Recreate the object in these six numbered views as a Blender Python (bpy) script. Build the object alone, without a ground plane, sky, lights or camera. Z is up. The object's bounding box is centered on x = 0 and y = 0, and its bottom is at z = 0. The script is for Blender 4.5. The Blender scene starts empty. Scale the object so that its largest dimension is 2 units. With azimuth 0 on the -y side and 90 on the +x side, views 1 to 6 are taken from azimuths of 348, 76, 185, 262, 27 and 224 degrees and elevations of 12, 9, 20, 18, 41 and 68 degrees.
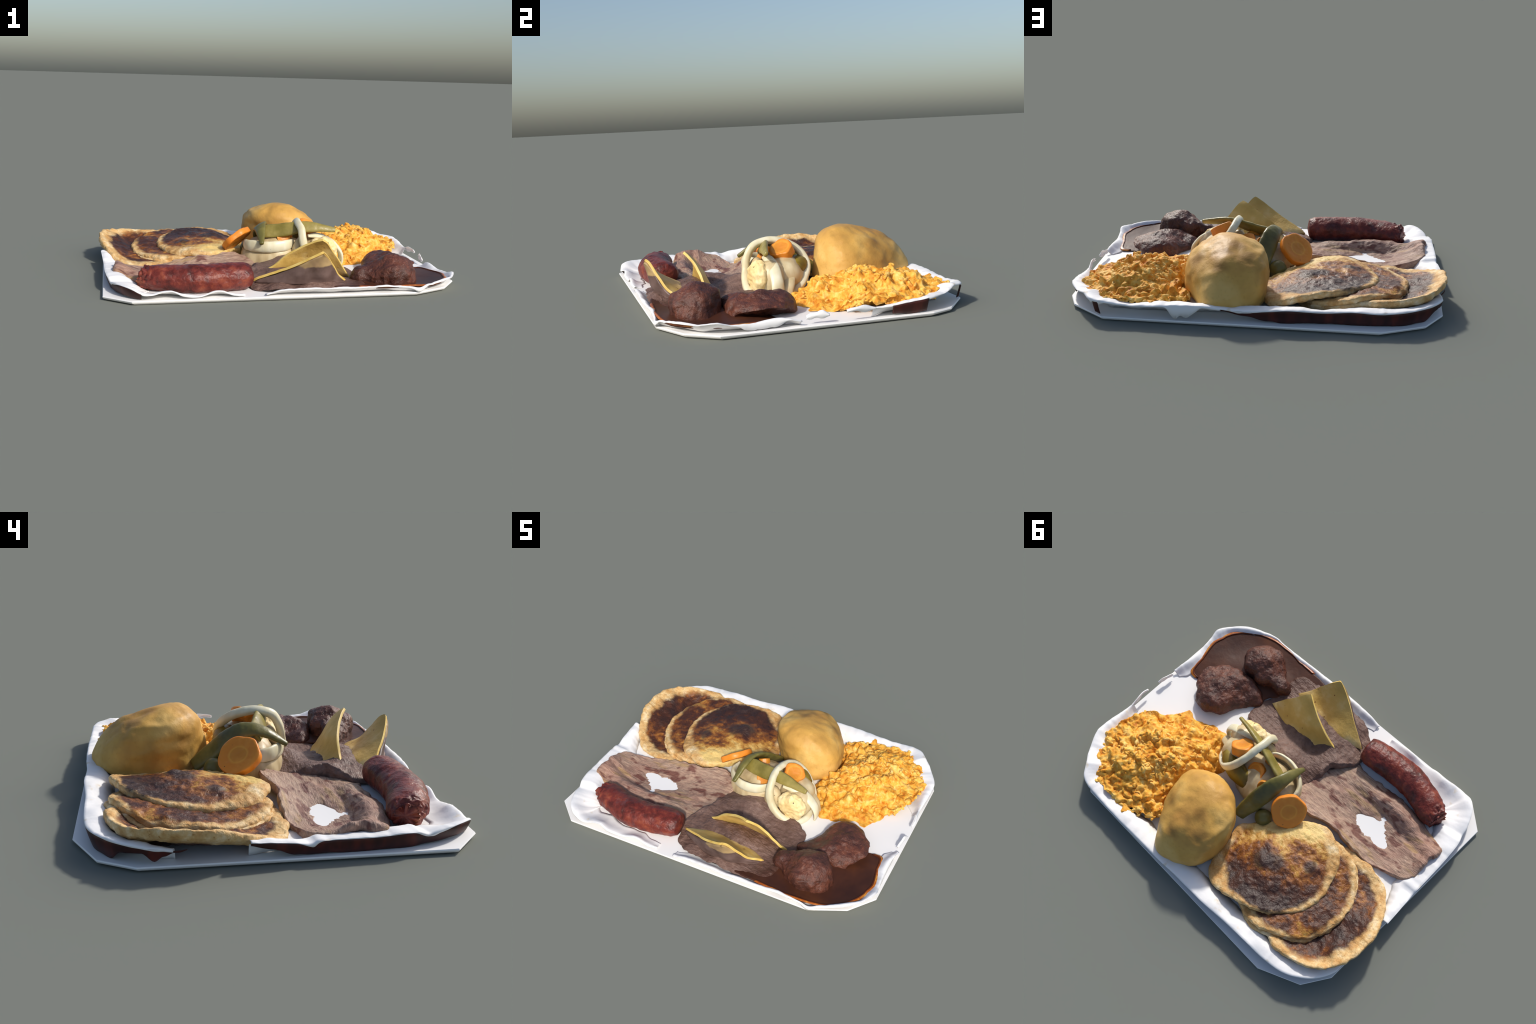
import bpy, math, random
import numpy as np
from mathutils import Vector, noise

random.seed(7)
rng = np.random.default_rng(11)

# ------------------------------------------------------------------ helpers
def lin(h):
    h = h.lstrip('#')
    c = [int(h[i:i + 2], 16) / 255 for i in (0, 2, 4)]
    return tuple((v / 12.92 if v <= 0.04045 else ((v + 0.055) / 1.055) ** 2.4) for v in c) + (1.0,)


class Mat:
    """Small wrapper that writes a node tree around one Principled BSDF."""

    def __init__(self, name, rough=0.6, spec=0.3, **kw):
        self.m = bpy.data.materials.new(name)
        self.m.use_nodes = True
        self.t = self.m.node_tree
        self.b = self.t.nodes['Principled BSDF']
        self.b.inputs['Roughness'].default_value = rough
        self.b.inputs['Specular IOR Level'].default_value = spec
        for k, v in kw.items():
            self.b.inputs[k.replace('_', ' ')].default_value = v
        tc = self.t.nodes.new('ShaderNodeTexCoord')
        self.obj = tc.outputs['Object']
        self.gen = tc.outputs['Generated']

    def node(self, kind, **kw):
        n = self.t.nodes.new('ShaderNode' + kind)
        for k, v in kw.items():
            setattr(n, k, v)
        return n

    def link(self, sock, val):
        if isinstance(val, bpy.types.NodeSocket):
            self.t.links.new(val, sock)
        elif isinstance(val, str):
            sock.default_value = lin(val)
        else:
            sock.default_value = val

    def mapping(self, scale=(1, 1, 1), loc=(0, 0, 0), rot=(0, 0, 0), vec=None):
        n = self.node('Mapping')
        self.link(n.inputs['Vector'], vec or self.obj)
        n.inputs['Scale'].default_value = scale
        n.inputs['Location'].default_value = loc
        n.inputs['Rotation'].default_value = rot
        return n.outputs[0]

    def noise(self, scale, detail=4, rough=0.55, vec=None, dist=0.0):
        n = self.node('TexNoise')
        self.link(n.inputs['Vector'], vec or self.obj)
        n.inputs['Scale'].default_value = scale
        n.inputs['Detail'].default_value = detail
        n.inputs['Roughness'].default_value = rough
        n.inputs['Distortion'].default_value = dist
        return n.outputs['Fac']

    def voronoi(self, scale, feature='F1', vec=None, out='Distance', rand=1.0):
        n = self.node('TexVoronoi', feature=feature)
        self.link(n.inputs['Vector'], vec or self.obj)
        n.inputs['Scale'].default_value = scale
        n.inputs['Randomness'].default_value = rand
        return n.outputs[out]

    def math(self, op, a, b=0.0, c=0.0, clamp=False):
        n = self.node('Math', operation=op, use_clamp=clamp)
        for s, v in zip(n.inputs, (a, b, c)):
            self.link(s, v)
        return n.outputs[0]

    def step(self, v, lo, hi):
        n = self.node('MapRange', interpolation_type='SMOOTHSTEP')
        self.link(n.inputs['Value'], v)
        n.inputs['From Min'].default_value = lo
        n.inputs['From Max'].default_value = hi
        return n.outputs['Result']

    def ramp(self, fac, stops):
        n = self.node('ValToRGB')
        self.link(n.inputs['Fac'], fac)
        e = n.color_ramp.elements
        while len(e) < len(stops):
            e.new(0.5)
        for el, (p, c) in zip(e, stops):
            el.position = p
            el.color = lin(c)
        return n.outputs['Color']

    def mix(self, fac, a, b, mode='MIX'):
        n = self.node('Mix', data_type='RGBA', blend_type=mode)
        self.link(n.inputs[0], fac)
        self.link(n.inputs[6], a)
        self.link(n.inputs[7], b)
        return n.outputs[2]

    def xyz(self, vec=None):
        n = self.node('SeparateXYZ')
        self.link(n.inputs[0], vec or self.obj)
        return n.outputs

    def color(self, c):
        self.link(self.b.inputs['Base Color'], c)

    def bump(self, h, dist=0.01, strength=1.0):
        n = self.node('Bump')
        n.inputs['Distance'].default_value = dist
        n.inputs['Strength'].default_value = strength
        self.link(n.inputs['Height'], h)
        self.t.links.new(n.outputs[0], self.b.inputs['Normal'])


def new_object(name, verts, faces, mats, parent=None, origin=None, mat_index=None, smooth=True):
    verts = np.asarray(verts, float)
    if origin is None:
        origin = verts.mean(0)
        origin[2] = verts[:, 2].min()
    if parent is not None:
        origin = np.zeros(3)
    me = bpy.data.meshes.new(name)
    me.from_pydata((verts - origin).tolist(), [], [tuple(int(i) for i in f) for f in faces])
    for m in (mats if isinstance(mats, (list, tuple)) else [mats]):
        me.materials.append(m.m)
    if mat_index is not None:
        me.polygons.foreach_set('material_index', mat_index)
    me.polygons.foreach_set('use_smooth', [smooth] * len(me.polygons))
    me.update()
    ob = bpy.data.objects.new(name, me)
    bpy.context.scene.collection.objects.link(ob)
    ob.location = origin
    if parent is not None:
        ob.parent = parent
    return ob


def thing(name, label, category):
    e = bpy.data.objects.new(name, None)
    bpy.context.scene.collection.objects.link(e)
    e.empty_display_size = 0.05
    e['label'], e['category'] = label, category
    return e


def tag(ob, label, category):
    ob['label'], ob['category'] = label, category
    return ob


def tps(points, smooth=1e-4):
    """Smooth height surface through a few (x, y, z) measuring points."""
    p = np.array(points, float)
    xy, z = p[:, :2], p[:, 2]

    def U(d2):
        return np.where(d2 > 1e-12, 0.5 * d2 * np.log(np.maximum(d2, 1e-12)), 0.0)
    n = len(p)
    K = U(((xy[:, None] - xy[None]) ** 2).sum(-1)) + smooth * np.eye(n)
    P = np.c_[np.ones(n), xy]
    A = np.block([[K, P], [P.T, np.zeros((3, 3))]])
    w = np.linalg.solve(A, np.r_[z, 0, 0, 0])

    def f(x, y):
        x, y = np.asarray(x, float), np.asarray(y, float)
        d2 = (x[..., None] - xy[:, 0]) ** 2 + (y[..., None] - xy[:, 1]) ** 2
        return U(d2) @ w[:n] + w[n] + w[n + 1] * x + w[n + 2] * y
    return f


def closed_curve(pts, n):
    """Catmull-Rom through the points, n samples evenly spaced by length."""
    p = np.array(pts, float)
    m = len(p)
    out = []
    for i in range(m):
        a, b, c, d = p[i - 1], p[i], p[(i + 1) % m], p[(i + 2) % m]
        for t in np.linspace(0, 1, 24, endpoint=False):
            out.append(0.5 * (2 * b + (c - a) * t + (2 * a - 5 * b + 4 * c - d) * t * t + (3 * b - a - 3 * c + d) * t ** 3))
    o = np.array(out)
    o = np.vstack([o, o[:1]])
    L = np.r_[0, np.cumsum(np.linalg.norm(np.diff(o[:, :3], axis=0), axis=1))]
    s = np.linspace(0, L[-1], n, endpoint=False)
    return np.stack([np.interp(s, L, o[:, k]) for k in range(o.shape[1])], 1)


def open_curve(pts, n):
    p = np.array(pts, float)
    q = np.vstack([2 * p[0] - p[1], p, 2 * p[-1] - p[-2]])
    out = []
    for i in range(1, len(q) - 2):
        a, b, c, d = q[i - 1], q[i], q[i + 1], q[i + 2]
        for t in np.linspace(0, 1, 24, endpoint=False):
            out.append(0.5 * (2 * b + (c - a) * t + (2 * a - 5 * b + 4 * c - d) * t * t + (3 * b - a - 3 * c + d) * t ** 3))
    out.append(p[-1])
    o = np.array(out)
    L = np.r_[0, np.cumsum(np.linalg.norm(np.diff(o[:, :3], axis=0), axis=1))]
    s = np.linspace(0, L[-1], n)
    return np.stack([np.interp(s, L, o[:, k]) for k in range(o.shape[1])], 1)


def fbm(v, scale, octaves=4, seed=0.0):
    return np.array([noise.fractal(Vector((p[0] * scale + seed, p[1] * scale - seed, p[2] * scale + 2 * seed)), 0.9, 2.1, octaves) for p in v])


def vor(v, scale, seed=0.0):
    return np.array([noise.voronoi(Vector((p[0] * scale + seed, p[1] * scale, p[2] * scale)))[0][:2] for p in v])


def grid_faces(nr, nt, offset=0, closed=True):
    f = []
    for i in range(nr - 1):
        for j in range(nt if closed else nt - 1):
            k = (j + 1) % nt
            f.append((offset + i * nt + j, offset + i * nt + k, offset + (i + 1) * nt + k, offset + (i + 1) * nt + j))
    return f


def patch(outline, height, under, nt=160, nr=40, edge=0.12, center=None, power=2.0, wobble=0.0, wscale=12, seed=0, edge_mid=0.5):
    """Closed cushion: top surface height(x, y), underside under(x, y, top), rounded rim."""
    o = closed_curve(outline, nt)[:, :2]
    if np.sum(o[:, 0] * np.roll(o[:, 1], -1) - o[:, 1] * np.roll(o[:, 0], -1)) < 0:
        o = o[::-1].copy()
    if wobble:
        d = fbm(np.c_[o, np.zeros(nt)], wscale, 3, seed)
        c0 = o.mean(0)
        o = o + (o - c0) / np.linalg.norm(o - c0, axis=1)[:, None] * (wobble * d)[:, None]
    c = np.array(center if center is not None else o.mean(0), float)[:2]
    ninner = max(4, int(nr * 0.65))
    s = np.r_[np.linspace(0.02, 1 - edge, ninner), 1 - edge + edge * np.sin(np.linspace(0, np.pi / 2, nr - ninner + 1)[1:])]
    V, S = [], []
    for si in s:
        V.append(c + si * (o - c))
        S.append(np.full(nt, si))
    xy, S = np.vstack(V), np.concatenate(S)
    top = height(xy[:, 0], xy[:, 1])
    bot = np.minimum(under(xy[:, 0], xy[:, 1], top), top - 0.004)
    mid = bot + (top - bot) * edge_mid
    k = np.clip((S - (1 - edge)) / edge, 0, 1)
    sh = np.power(np.maximum(1 - k ** power, 0), 1 / power)
    zt, zb = mid + (top - mid) * sh, mid + (bot - mid) * sh
    nv = len(xy)
    up = np.c_[xy, zt]
    dn = np.c_[xy[:-nt], zb[:-nt]]
    verts = np.vstack([up, dn, [[*c, zt[0]]], [[*c, zb[0]]]])
    faces = [tuple(reversed(f)) for f in grid_faces(nr, nt)]
    nb = nr - 1
    for i in range(nb):
        for j in range(nt):
            kk = (j + 1) % nt
            a, b = nv + i * nt + j, nv + i * nt + kk
            c2, d2 = (nv + (i + 1) * nt + kk, nv + (i + 1) * nt + j) if i < nb - 1 else ((nr - 1) * nt + kk, (nr - 1) * nt + j)
            faces.append((a, b, c2, d2))
    ct, cb = len(verts) - 2, len(verts) - 1
    for j in range(nt):
        kk = (j + 1) % nt
        faces.append((ct, j, kk))
        faces.append((cb, nv + kk, nv + j))
    return verts, faces


def normals_of(verts, faces):
    n = np.zeros_like(verts)
    for f in faces:
        a, b, c = verts[f[0]], verts[f[1]], verts[f[2]]
        x = np.cross(b - a, c - a)
        for i in f:
            n[i] += x
    L = np.linalg.norm(n, axis=1)
    return n / np.maximum(L, 1e-12)[:, None]


def roughen(verts, faces, *layers):
    """Displace along normals; each layer is (amplitude, scale, octaves, seed)."""
    n = normals_of(verts, faces)
    d = sum(a * fbm(verts, s, o, sd) for a, s, o, sd in layers)
    return verts + n * d[:, None]


def tube(spine, radii, nseg=80, nt=24, wide=None, ends=True, flat=None):
    """Sweep along a spine.  radii: list of (half_width, half_thickness); wide: width direction."""
    sp = open_curve(spine, nseg)
    r = np.array(radii, float)
    if r.ndim == 1:
        r = np.c_[r, r]
    rr = np.stack([np.interp(np.linspace(0, 1, nseg), np.linspace(0, 1, len(r)), r[:, k]) for k in (0, 1)], 1)
    tan = np.gradient(sp, axis=0)
    tan /= np.linalg.norm(tan, axis=1)[:, None]
    w = np.array(wide if wide is not None else (0, 0, 1), float)
    if w.ndim == 2:
        w = open_curve(w, nseg) if len(w) > 2 else w[0] + np.linspace(0, 1, nseg)[:, None] * (w[1] - w[0])
    else:
        w = np.tile(w, (nseg, 1))
    w = w - (w * tan).sum(1)[:, None] * tan
    w /= np.linalg.norm(w, axis=1)[:, None]
    h = np.cross(tan, w)
    a = np.linspace(0, 2 * np.pi, nt, endpoint=False)
    ca, sa = np.cos(a), np.sin(a)
    if flat:
        e = flat
        ca, sa = np.sign(ca) * np.abs(ca) ** e, np.sign(sa) * np.abs(sa) ** e
    verts = []
    for i in range(nseg):
        verts.append(sp[i] + rr[i, 0] * ca[:, None] * w[i] + rr[i, 1] * sa[:, None] * h[i])
    verts = np.vstack(verts)
    faces = grid_faces(nseg, nt)
    n = len(verts)
    verts = np.vstack([verts, sp[0] - tan[0] * 0.2 * rr[0].min(), sp[-1] + tan[-1] * 0.2 * rr[-1].min()])
    for j in range(nt):
        k = (j + 1) % nt
        faces.append((n, k, j))
        faces.append((n + 1, (nseg - 1) * nt + j, (nseg - 1) * nt + k))
    return verts, faces


def ring_tube(loop, radii, nseg=120, nt=16, axis=(0, 0, 1)):
    """Closed loop band.  radii: (half_width along axis, half_thickness)."""
    sp = closed_curve(loop, nseg)
    tan = np.roll(sp, -1, 0) - np.roll(sp, 1, 0)
    tan /= np.linalg.norm(tan, axis=1)[:, None]
    w = np.tile(np.array(axis, float), (nseg, 1))
    w = w - (w * tan).sum(1)[:, None] * tan
    w /= np.linalg.norm(w, axis=1)[:, None]
    h = np.cross(tan, w)
    a = np.linspace(0, 2 * np.pi, nt, endpoint=False)
    ca, sa = np.cos(a), np.sin(a)
    ca, sa = np.sign(ca) * np.abs(ca) ** 0.7, np.sign(sa) * np.abs(sa) ** 0.7
    verts = np.vstack([sp[i] + radii[0] * ca[:, None] * w[i] + radii[1] * sa[:, None] * h[i] for i in range(nseg)])
    faces = []
    for i in range(nseg):
        for j in range(nt):
            k, i2 = (j + 1) % nt, (i + 1) % nseg
            faces.append((i * nt + j, i * nt + k, i2 * nt + k, i2 * nt + j))
    return verts, faces


def ellipsoid(center, radii, nu=48, nv=32, rot=None):
    verts, faces = [], []
    for i in range(nv + 1):
        th = math.pi * (i + 0.02) / (nv + 0.04)
        for j in range(nu):
            ph = 2 * math.pi * j / nu
            verts.append((radii[0] * math.sin(th) * math.cos(ph), radii[1] * math.sin(th) * math.sin(ph), radii[2] * math.cos(th)))
    verts = np.array(verts)
    if rot is not None:
        verts = verts @ np.array(rot).T
    verts = verts + np.array(center)
    for i in range(nv):
        for j in range(nu):
            k = (j + 1) % nu
            faces.append((i * nu + j, (i + 1) * nu + j, (i + 1) * nu + k, i * nu + k))
    faces.append(tuple(range(nu)))
    faces.append(tuple((nv * nu + j) for j in reversed(range(nu))))
    return verts, faces


def frame(nrm, hint=(0, 0, 1)):
    n = np.array(nrm, float)
    n /= np.linalg.norm(n)
    if abs(np.dot(hint, n)) > 0.999:
        hint = (0, 1, 0)
    u = np.cross(hint, n)
    u /= np.linalg.norm(u)
    v = np.cross(n, u)
    return np.stack([u, v, n], 1)


def disc(center, nrm, radius, thick, nt=64, lobes=0.04, dish=0.004, seed=0, squash=1.0):
    """Thick vegetable slice with rounded rim and slightly dished faces; axis = local z."""
    prof = []
    R = 1.0
    b = 0.16
    for s in np.linspace(0.02, 1 - b, 10):
        prof.append((s, 0.5, 1))
    for a in np.linspace(0, np.pi / 2, 5)[1:]:
        prof.append((1 - b + b * math.sin(a), 0.5 - 0.12 * (1 - math.cos(a)), 1))
    top = prof
    bot = [(s, -z, -1) for s, z, _ in reversed(prof)]
    ring = top + bot
    F = frame(nrm)
    V = []
    for s, z, sg in ring:
        for j in range(nt):
            a = 2 * math.pi * j / nt
            rr = radius * s * (1 + lobes * (math.sin(3 * a + seed) + 0.7 * math.sin(5 * a + 2 * seed) + 0.5 * math.sin(7 * a)) * s)
            zz = z * thick - sg * dish * (1 - s * s)
            V.append((rr * math.cos(a), rr * math.sin(a) * squash, zz))
    V = np.array(V) @ F.T + np.array(center)
    faces = grid_faces(len(ring), nt)
    faces = [tuple(reversed(f)) for f in faces]
    faces.append(tuple(range(nt)))
    n0 = (len(ring) - 1) * nt
    faces.append(tuple(n0 + j for j in reversed(range(nt))))
    return V, faces, F


# ------------------------------------------------------------------ materials
def mat_paper():
    m = Mat('paper_white', rough=0.55, spec=0.25)
    n = m.noise(4, 3)
    g = m.noise(14, 3)
    m.color(m.mix(m.step(g, 0.62, 0.75), m.mix(n, '#e9e9ea', '#f4f2ef'), '#e4d9c6'))
    m.bump(m.noise(25, 2), 0.006, 0.25)
    return m


def mat_board():
    m = Mat('board_white', rough=0.5, spec=0.25)
    m.color(m.mix(m.noise(3, 2), '#efeeec', '#f6f4f1'))
    return m


def mat_wood():
    m = Mat('red_wood', rough=0.5, spec=0.35)
    v = m.mapping((20, 20, 90))
    n = m.noise(1.0, 4, vec=m.mapping((14, 14, 3)))
    m.color(m.ramp(n, [(0.3, '#2a1310'), (0.55, '#47201a'), (0.75, '#6b2c20')]))
    return m


def mat_tortilla(name, ax, ay, rot, pale, seed, rim=0.8, pale_dir=(0, 1), pale_amt=0.0, burns=()):
    """Griddled flat bread: charred middle, pale doughy rim."""
    m = Mat(name, rough=0.5, spec=0.35)
    v = m.mapping((1 / ax, 1 / ay, 0.0), (0, 0, 0), (0, 0, 0))
    x, y, z = m.xyz(v)
    r = m.math('SQRT', m.math('ADD', m.math('MULTIPLY', x, x), m.math('MULTIPLY', y, y)))
    off = m.mapping((1, 1, 1), (seed, seed * 0.7, 0))
    n1 = m.noise(7, 5, 0.6, vec=off)
    n2 = m.noise(22, 5, 0.65, vec=off)
    n3 = m.noise(60, 4, 0.6, vec=off)
    rr = m.math('ADD', r, m.math('MULTIPLY', m.math('SUBTRACT', n1, 0.5), 0.34))
    rr = m.math('ADD', rr, m.math('MULTIPLY', m.math('SUBTRACT', n2, 0.5), 0.12))
    edge = m.step(rr, rim - 0.05, rim + 0.05)
    dough = m.ramp(m.noise(16, 5, 0.6, vec=off), [(0.27, '#a97a40'), (0.42, '#c6985c'), (0.56, '#d9b67e'), (0.72, '#ecd6ae')])
    dough = m.mix(m.step(n3, 0.6, 0.75), dough, '#a8783c')
    # char strength: patches of black-brown over toasted brown over pale dough
    d = m.math('ADD', m.math('MULTIPLY', x, pale_dir[0]), m.math('MULTIPLY', y, pale_dir[1]))
    c = m.math('ADD', m.math('MULTIPLY', n1, 0.75), m.math('MULTIPLY', n2, 0.45))
    c = m.math('SUBTRACT', c, m.math('MULTIPLY', d, pale_amt))
    c = m.math('SUBTRACT', c, pale)
    char = m.ramp(c, [(0.22, '#dfc078'), (0.34, '#c08d42'), (0.42, '#8a5324'), (0.52, '#4f2c1c'), (0.68, '#33211c'), (0.85, '#4a3833')])
    for px, py, pr in burns:
        dx = m.math('SUBTRACT', x, px)
        dy = m.math('SUBTRACT', y, py)
        q = m.math('SQRT', m.math('ADD', m.math('MULTIPLY', dx, dx), m.math('MULTIPLY', dy, dy)))
        q = m.math('ADD', q, m.math('MULTIPLY', m.math('SUBTRACT', n2, 0.5), 0.16))
        char = m.mix(m.math('MULTIPLY', m.step(q, pr, pr * 0.45), 0.9), char, '#3a2a26')
    m.color(m.mix(edge, char, dough))
    m.bump(m.math('ADD', m.math('MULTIPLY', n2, 0.6), m.math('MULTIPLY', n3, 0.4)), 0.02, 0.6)
    m.link(m.b.inputs['Roughness'], m.math('ADD', m.math('MULTIPLY', edge, 0.2), 0.42))
    return m


def mat_bread():
    m = Mat('golden_crust', rough=0.5, spec=0.3)
    n = m.noise(5, 3, 0.5)
    f = m.noise(70, 3, 0.6)
    c = m.ramp(n, [(0.3, '#b48540'), (0.5, '#cfa050'), (0.68, '#ddb468')])
    c = m.mix(m.math('MULTIPLY', m.step(f, 0.5, 0.75), 0.25), c, '#a97c38')
    sp = m.noise(6.5, 2, 0.5, vec=m.mapping((1, 1, 1), (3.1, 1.7, 0.4)))
    c = m.mix(m.math('MULTIPLY', m.step(sp, 0.62, 0.75), 0.55), c, '#8f6a38')
    # a few scorched dimples at fixed places of the crust
    for px, py, pz, r in [(.315, .455, .245, .075), (-.005, .275, .20, .085), (.10, .44, .30, .06), (.17, .60, .24, .06)]:
        n2 = m.node('VectorMath', operation='DISTANCE')
        m.link(n2.inputs[0], m.obj)
        n2.inputs[1].default_value = (px - BREAD_AT[0], py - BREAD_AT[1], pz - BREAD_AT[2])
        dd = m.math('ADD', n2.outputs['Value'], m.math('MULTIPLY', m.math('SUBTRACT', n, 0.5), 0.10))
        c = m.mix(m.math('MULTIPLY', m.step(dd, r, r * 0.25), 0.5), c, '#835a2c')
    m.color(c)
    m.bump(f, 0.004, 0.35)
    return m


BREAD_AT = (0.17, 0.42, 0.02)


def mat_rice(grain=False):
    m = Mat('yellow_grain' if grain else 'yellow_rice', rough=0.6, spec=0.2)
    n = m.noise(9, 4, 0.6)
    n2 = m.noise(32, 4, 0.6)
    c = m.ramp(m.math('ADD', m.math('MULTIPLY', n, 0.4), m.math('MULTIPLY', n2, 0.6)),
               [(0.29, '#a05214'), (0.40, '#cc8024'), (0.50, '#e9ab42'), (0.61, '#f1c56b'), (0.76, '#f7dfa6')])  # dark orange-brown stops partly paint the shade of the crevices into the rice
    if grain:
        inf = m.node('ObjectInfo')
        g = m.node('NewGeometry')
        c = m.mix(m.math('MULTIPLY', g.outputs['Random Per Island'], 0.6), c, '#f4cc78')
    red = m.voronoi(11)
    c = m.mix(m.step(red, 0.07, 0.03), c, '#c8481e')
    m.color(c)
    m.bump(n2, 0.012, 0.5)
    return m


def mat_steak():
    m = Mat('grilled_steak', rough=0.48, spec=0.35)
    a = math.radians(-14)
    fib = m.noise(1.0, 5, 0.62, vec=m.mapping((12, 70, 30), (0, 0, 0), (0, 0, a)), dist=1.6)
    n = m.noise(4, 4, 0.55)
    c = m.ramp(m.math('ADD', m.math('MULTIPLY', fib, 0.75), m.math('MULTIPLY', n, 0.25)),
               [(0.26, '#7c5f52'), (0.42, '#987a6a'), (0.54, '#aa8d78'), (0.70, '#bda48f')])
    # pinkish zones and yellow, fatty streaks
    pink = m.step(m.noise(3.0, 3, 0.5, vec=m.mapping((1, 1, 1), (2, 5, 0))), 0.46, 0.62)
    c = m.mix(m.math('MULTIPLY', pink, 0.7), c, m.mix(m.step(fib, 0.35, 0.65), '#8d6758', '#ae8877'))
    fat = m.step(m.noise(1.0, 3, 0.5, vec=m.mapping((3.5, 24, 10), (3, 1, 0), (0, 0, a))), 0.55, 0.68)
    c = m.mix(m.math('MULTIPLY', fat, 0.5), c, '#a98a52')
    sp = m.noise(10, 3, 0.5, vec=m.mapping((0.8, 1.5, 1), (1, 0, 0), (0, 0, a)))
    c = m.mix(m.math('MULTIPLY', m.step(sp, 0.55, 0.64), 0.85), c, m.mix(fib, '#4e2722', '#7a473b'))
    m.color(c)
    m.bump(m.math('ADD', fib, m.math('MULTIPLY', m.noise(40, 3), 0.6)), 0.010, 0.6)
    return m


def mat_sausage():
    m = Mat('red_sausage', rough=0.4, spec=0.35)
    n = m.noise(9, 5, 0.6)
    n2 = m.noise(26, 5, 0.6)
    c = m.ramp(m.math('ADD', m.math('MULTIPLY', n, 0.55), m.math('MULTIPLY', n2, 0.45)),
               [(0.3, '#301512'), (0.42, '#51211b'), (0.52, '#702e25'), (0.62, '#8b4530'), (0.74, '#a46540')])
    g = m.noise(13, 4, 0.6, vec=m.mapping((1, 1, 1), (4, 2, 7)))
    c = m.mix(m.math('MULTIPLY', m.step(g, 0.56, 0.70), 0.5), c, '#63484a')
    m.color(c)
    m.bump(m.math('ADD', n2, m.math('MULTIPLY', m.noise(70, 2), 0.3)), 0.012, 0.55)
    return m


def mat_beans():
    m = Mat('mashed_beans', rough=0.5, spec=0.3)
    n = m.noise(7, 5, 0.6)
    n2 = m.noise(30, 4, 0.6)
    c = m.ramp(m.math('ADD', m.math('MULTIPLY', n, 0.6), m.math('MULTIPLY', n2, 0.4)),
               [(0.3, '#513b32'), (0.5, '#6e554b'), (0.7, '#8a7064')])
    c = m.mix(m.step(m.voronoi(26), 0.1, 0.05), c, '#453632')
    # gravy has run over the beans on the stew side
    x, y, z = m.xyz()
    run = m.math('ADD', m.math('SUBTRACT', x, m.math('MULTIPLY', y, 0.55)), m.math('MULTIPLY', m.math('SUBTRACT', n, 0.5), 0.30))
    c = m.mix(m.step(run, 0.25, 0.44), c, '#4b2d22')
    m.color(c)
    m.bump(m.math('ADD', n2, m.noise(1, 4, vec=m.mapping((14, 60, 40), (0, 0, 0), (0, 0, 0.5)))), 0.014, 0.6)
    return m


def mat_stew():
    m = Mat('stewed_meat', rough=0.38, spec=0.4)
    n = m.noise(8, 5, 0.6)
    n2 = m.noise(34, 5, 0.65)
    c = m.ramp(m.math('ADD', m.math('MULTIPLY', n, 0.55), m.math('MULTIPLY', n2, 0.45)),
               [(0.3, '#341e18'), (0.46, '#4e2e25'), (0.58, '#663a2b'), (0.72, '#845038')])
    m.color(c)
    m.bump(n2, 0.016, 0.7)
    return m


def mat_sauce():
    m = Mat('dark_gravy', rough=0.45, spec=0.25)
    n = m.noise(5, 4, 0.55)
    c = m.ramp(n, [(0.3, '#3a2119'), (0.5, '#4a2a1d'), (0.68, '#5c3520')])
    m.color(c)
    m.bump(m.noise(20, 3), 0.006, 0.3)
    return m


def mat_oil():
    m = Mat('orange_oil', rough=0.35, spec=0.4)
    m.color(m.ramp(m.noise(16, 5, 0.65), [(0.32, '#7a3510'), (0.5, '#ac5c15'), (0.66, '#cf9538')]))
    return m


def mat_chip(low=0.0):
    m = Mat('fried_corn', rough=0.5, spec=0.3)
    n = m.noise(7, 4, 0.55)
    c = m.ramp(n, [(0.3, '#c09c50'), (0.5, '#d4b164'), (0.68, '#e4cb90')])
    sp = m.voronoi(17)
    c = m.mix(m.step(sp, 0.09, 0.05), c, '#7a4a2a')
    m.color(c)
    m.bump(m.noise(50, 3), 0.006, 0.4)
    return m


def mat_chip_edge():
    m = Mat('fried_corn_edge', rough=0.5, spec=0.3)
    m.color(m.ramp(m.noise(20, 3), [(0.3, '#d0ab52'), (0.7, '#e4c878')]))
    return m


def mat_dark_underside():
    m = Mat('dark_underside', rough=0.45, spec=0.3)
    m.color(m.ramp(m.noise(12, 4), [(0.3, '#4e3b34'), (0.7, '#75605a')]))
    return m


def mat_carrot():
    """Axis of the slice is local z: paler core ring in the face."""
    m = Mat('cooked_carrot', rough=0.4, spec=0.4)
    x, y, z = m.xyz()
    r = m.math('SQRT', m.math('ADD', m.math('MULTIPLY', x, x), m.math('MULTIPLY', y, y)))
    n = m.noise(18, 4, 0.55)
    rr = m.math('ADD', r, m.math('MULTIPLY', m.math('SUBTRACT', n, 0.5), 0.012))
    c = m.ramp(m.math('MULTIPLY', rr, 10.0), [(0.0, '#cf8129'), (0.36, '#d4882c'), (0.42, '#e29a36'), (0.52, '#da8428'), (0.85, '#e08a2a'), (1.0, '#e8892a')])
    c = m.mix(m.math('MULTIPLY', m.step(n, 0.5, 0.7), 0.4), c, '#ee9f3c')
    c = m.mix(m.step(m.voronoi(15), 0.06, 0.04), c, '#4a2c18')
    m.color(c)
    m.bump(m.noise(60, 3), 0.004, 0.3)
    return m


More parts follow.
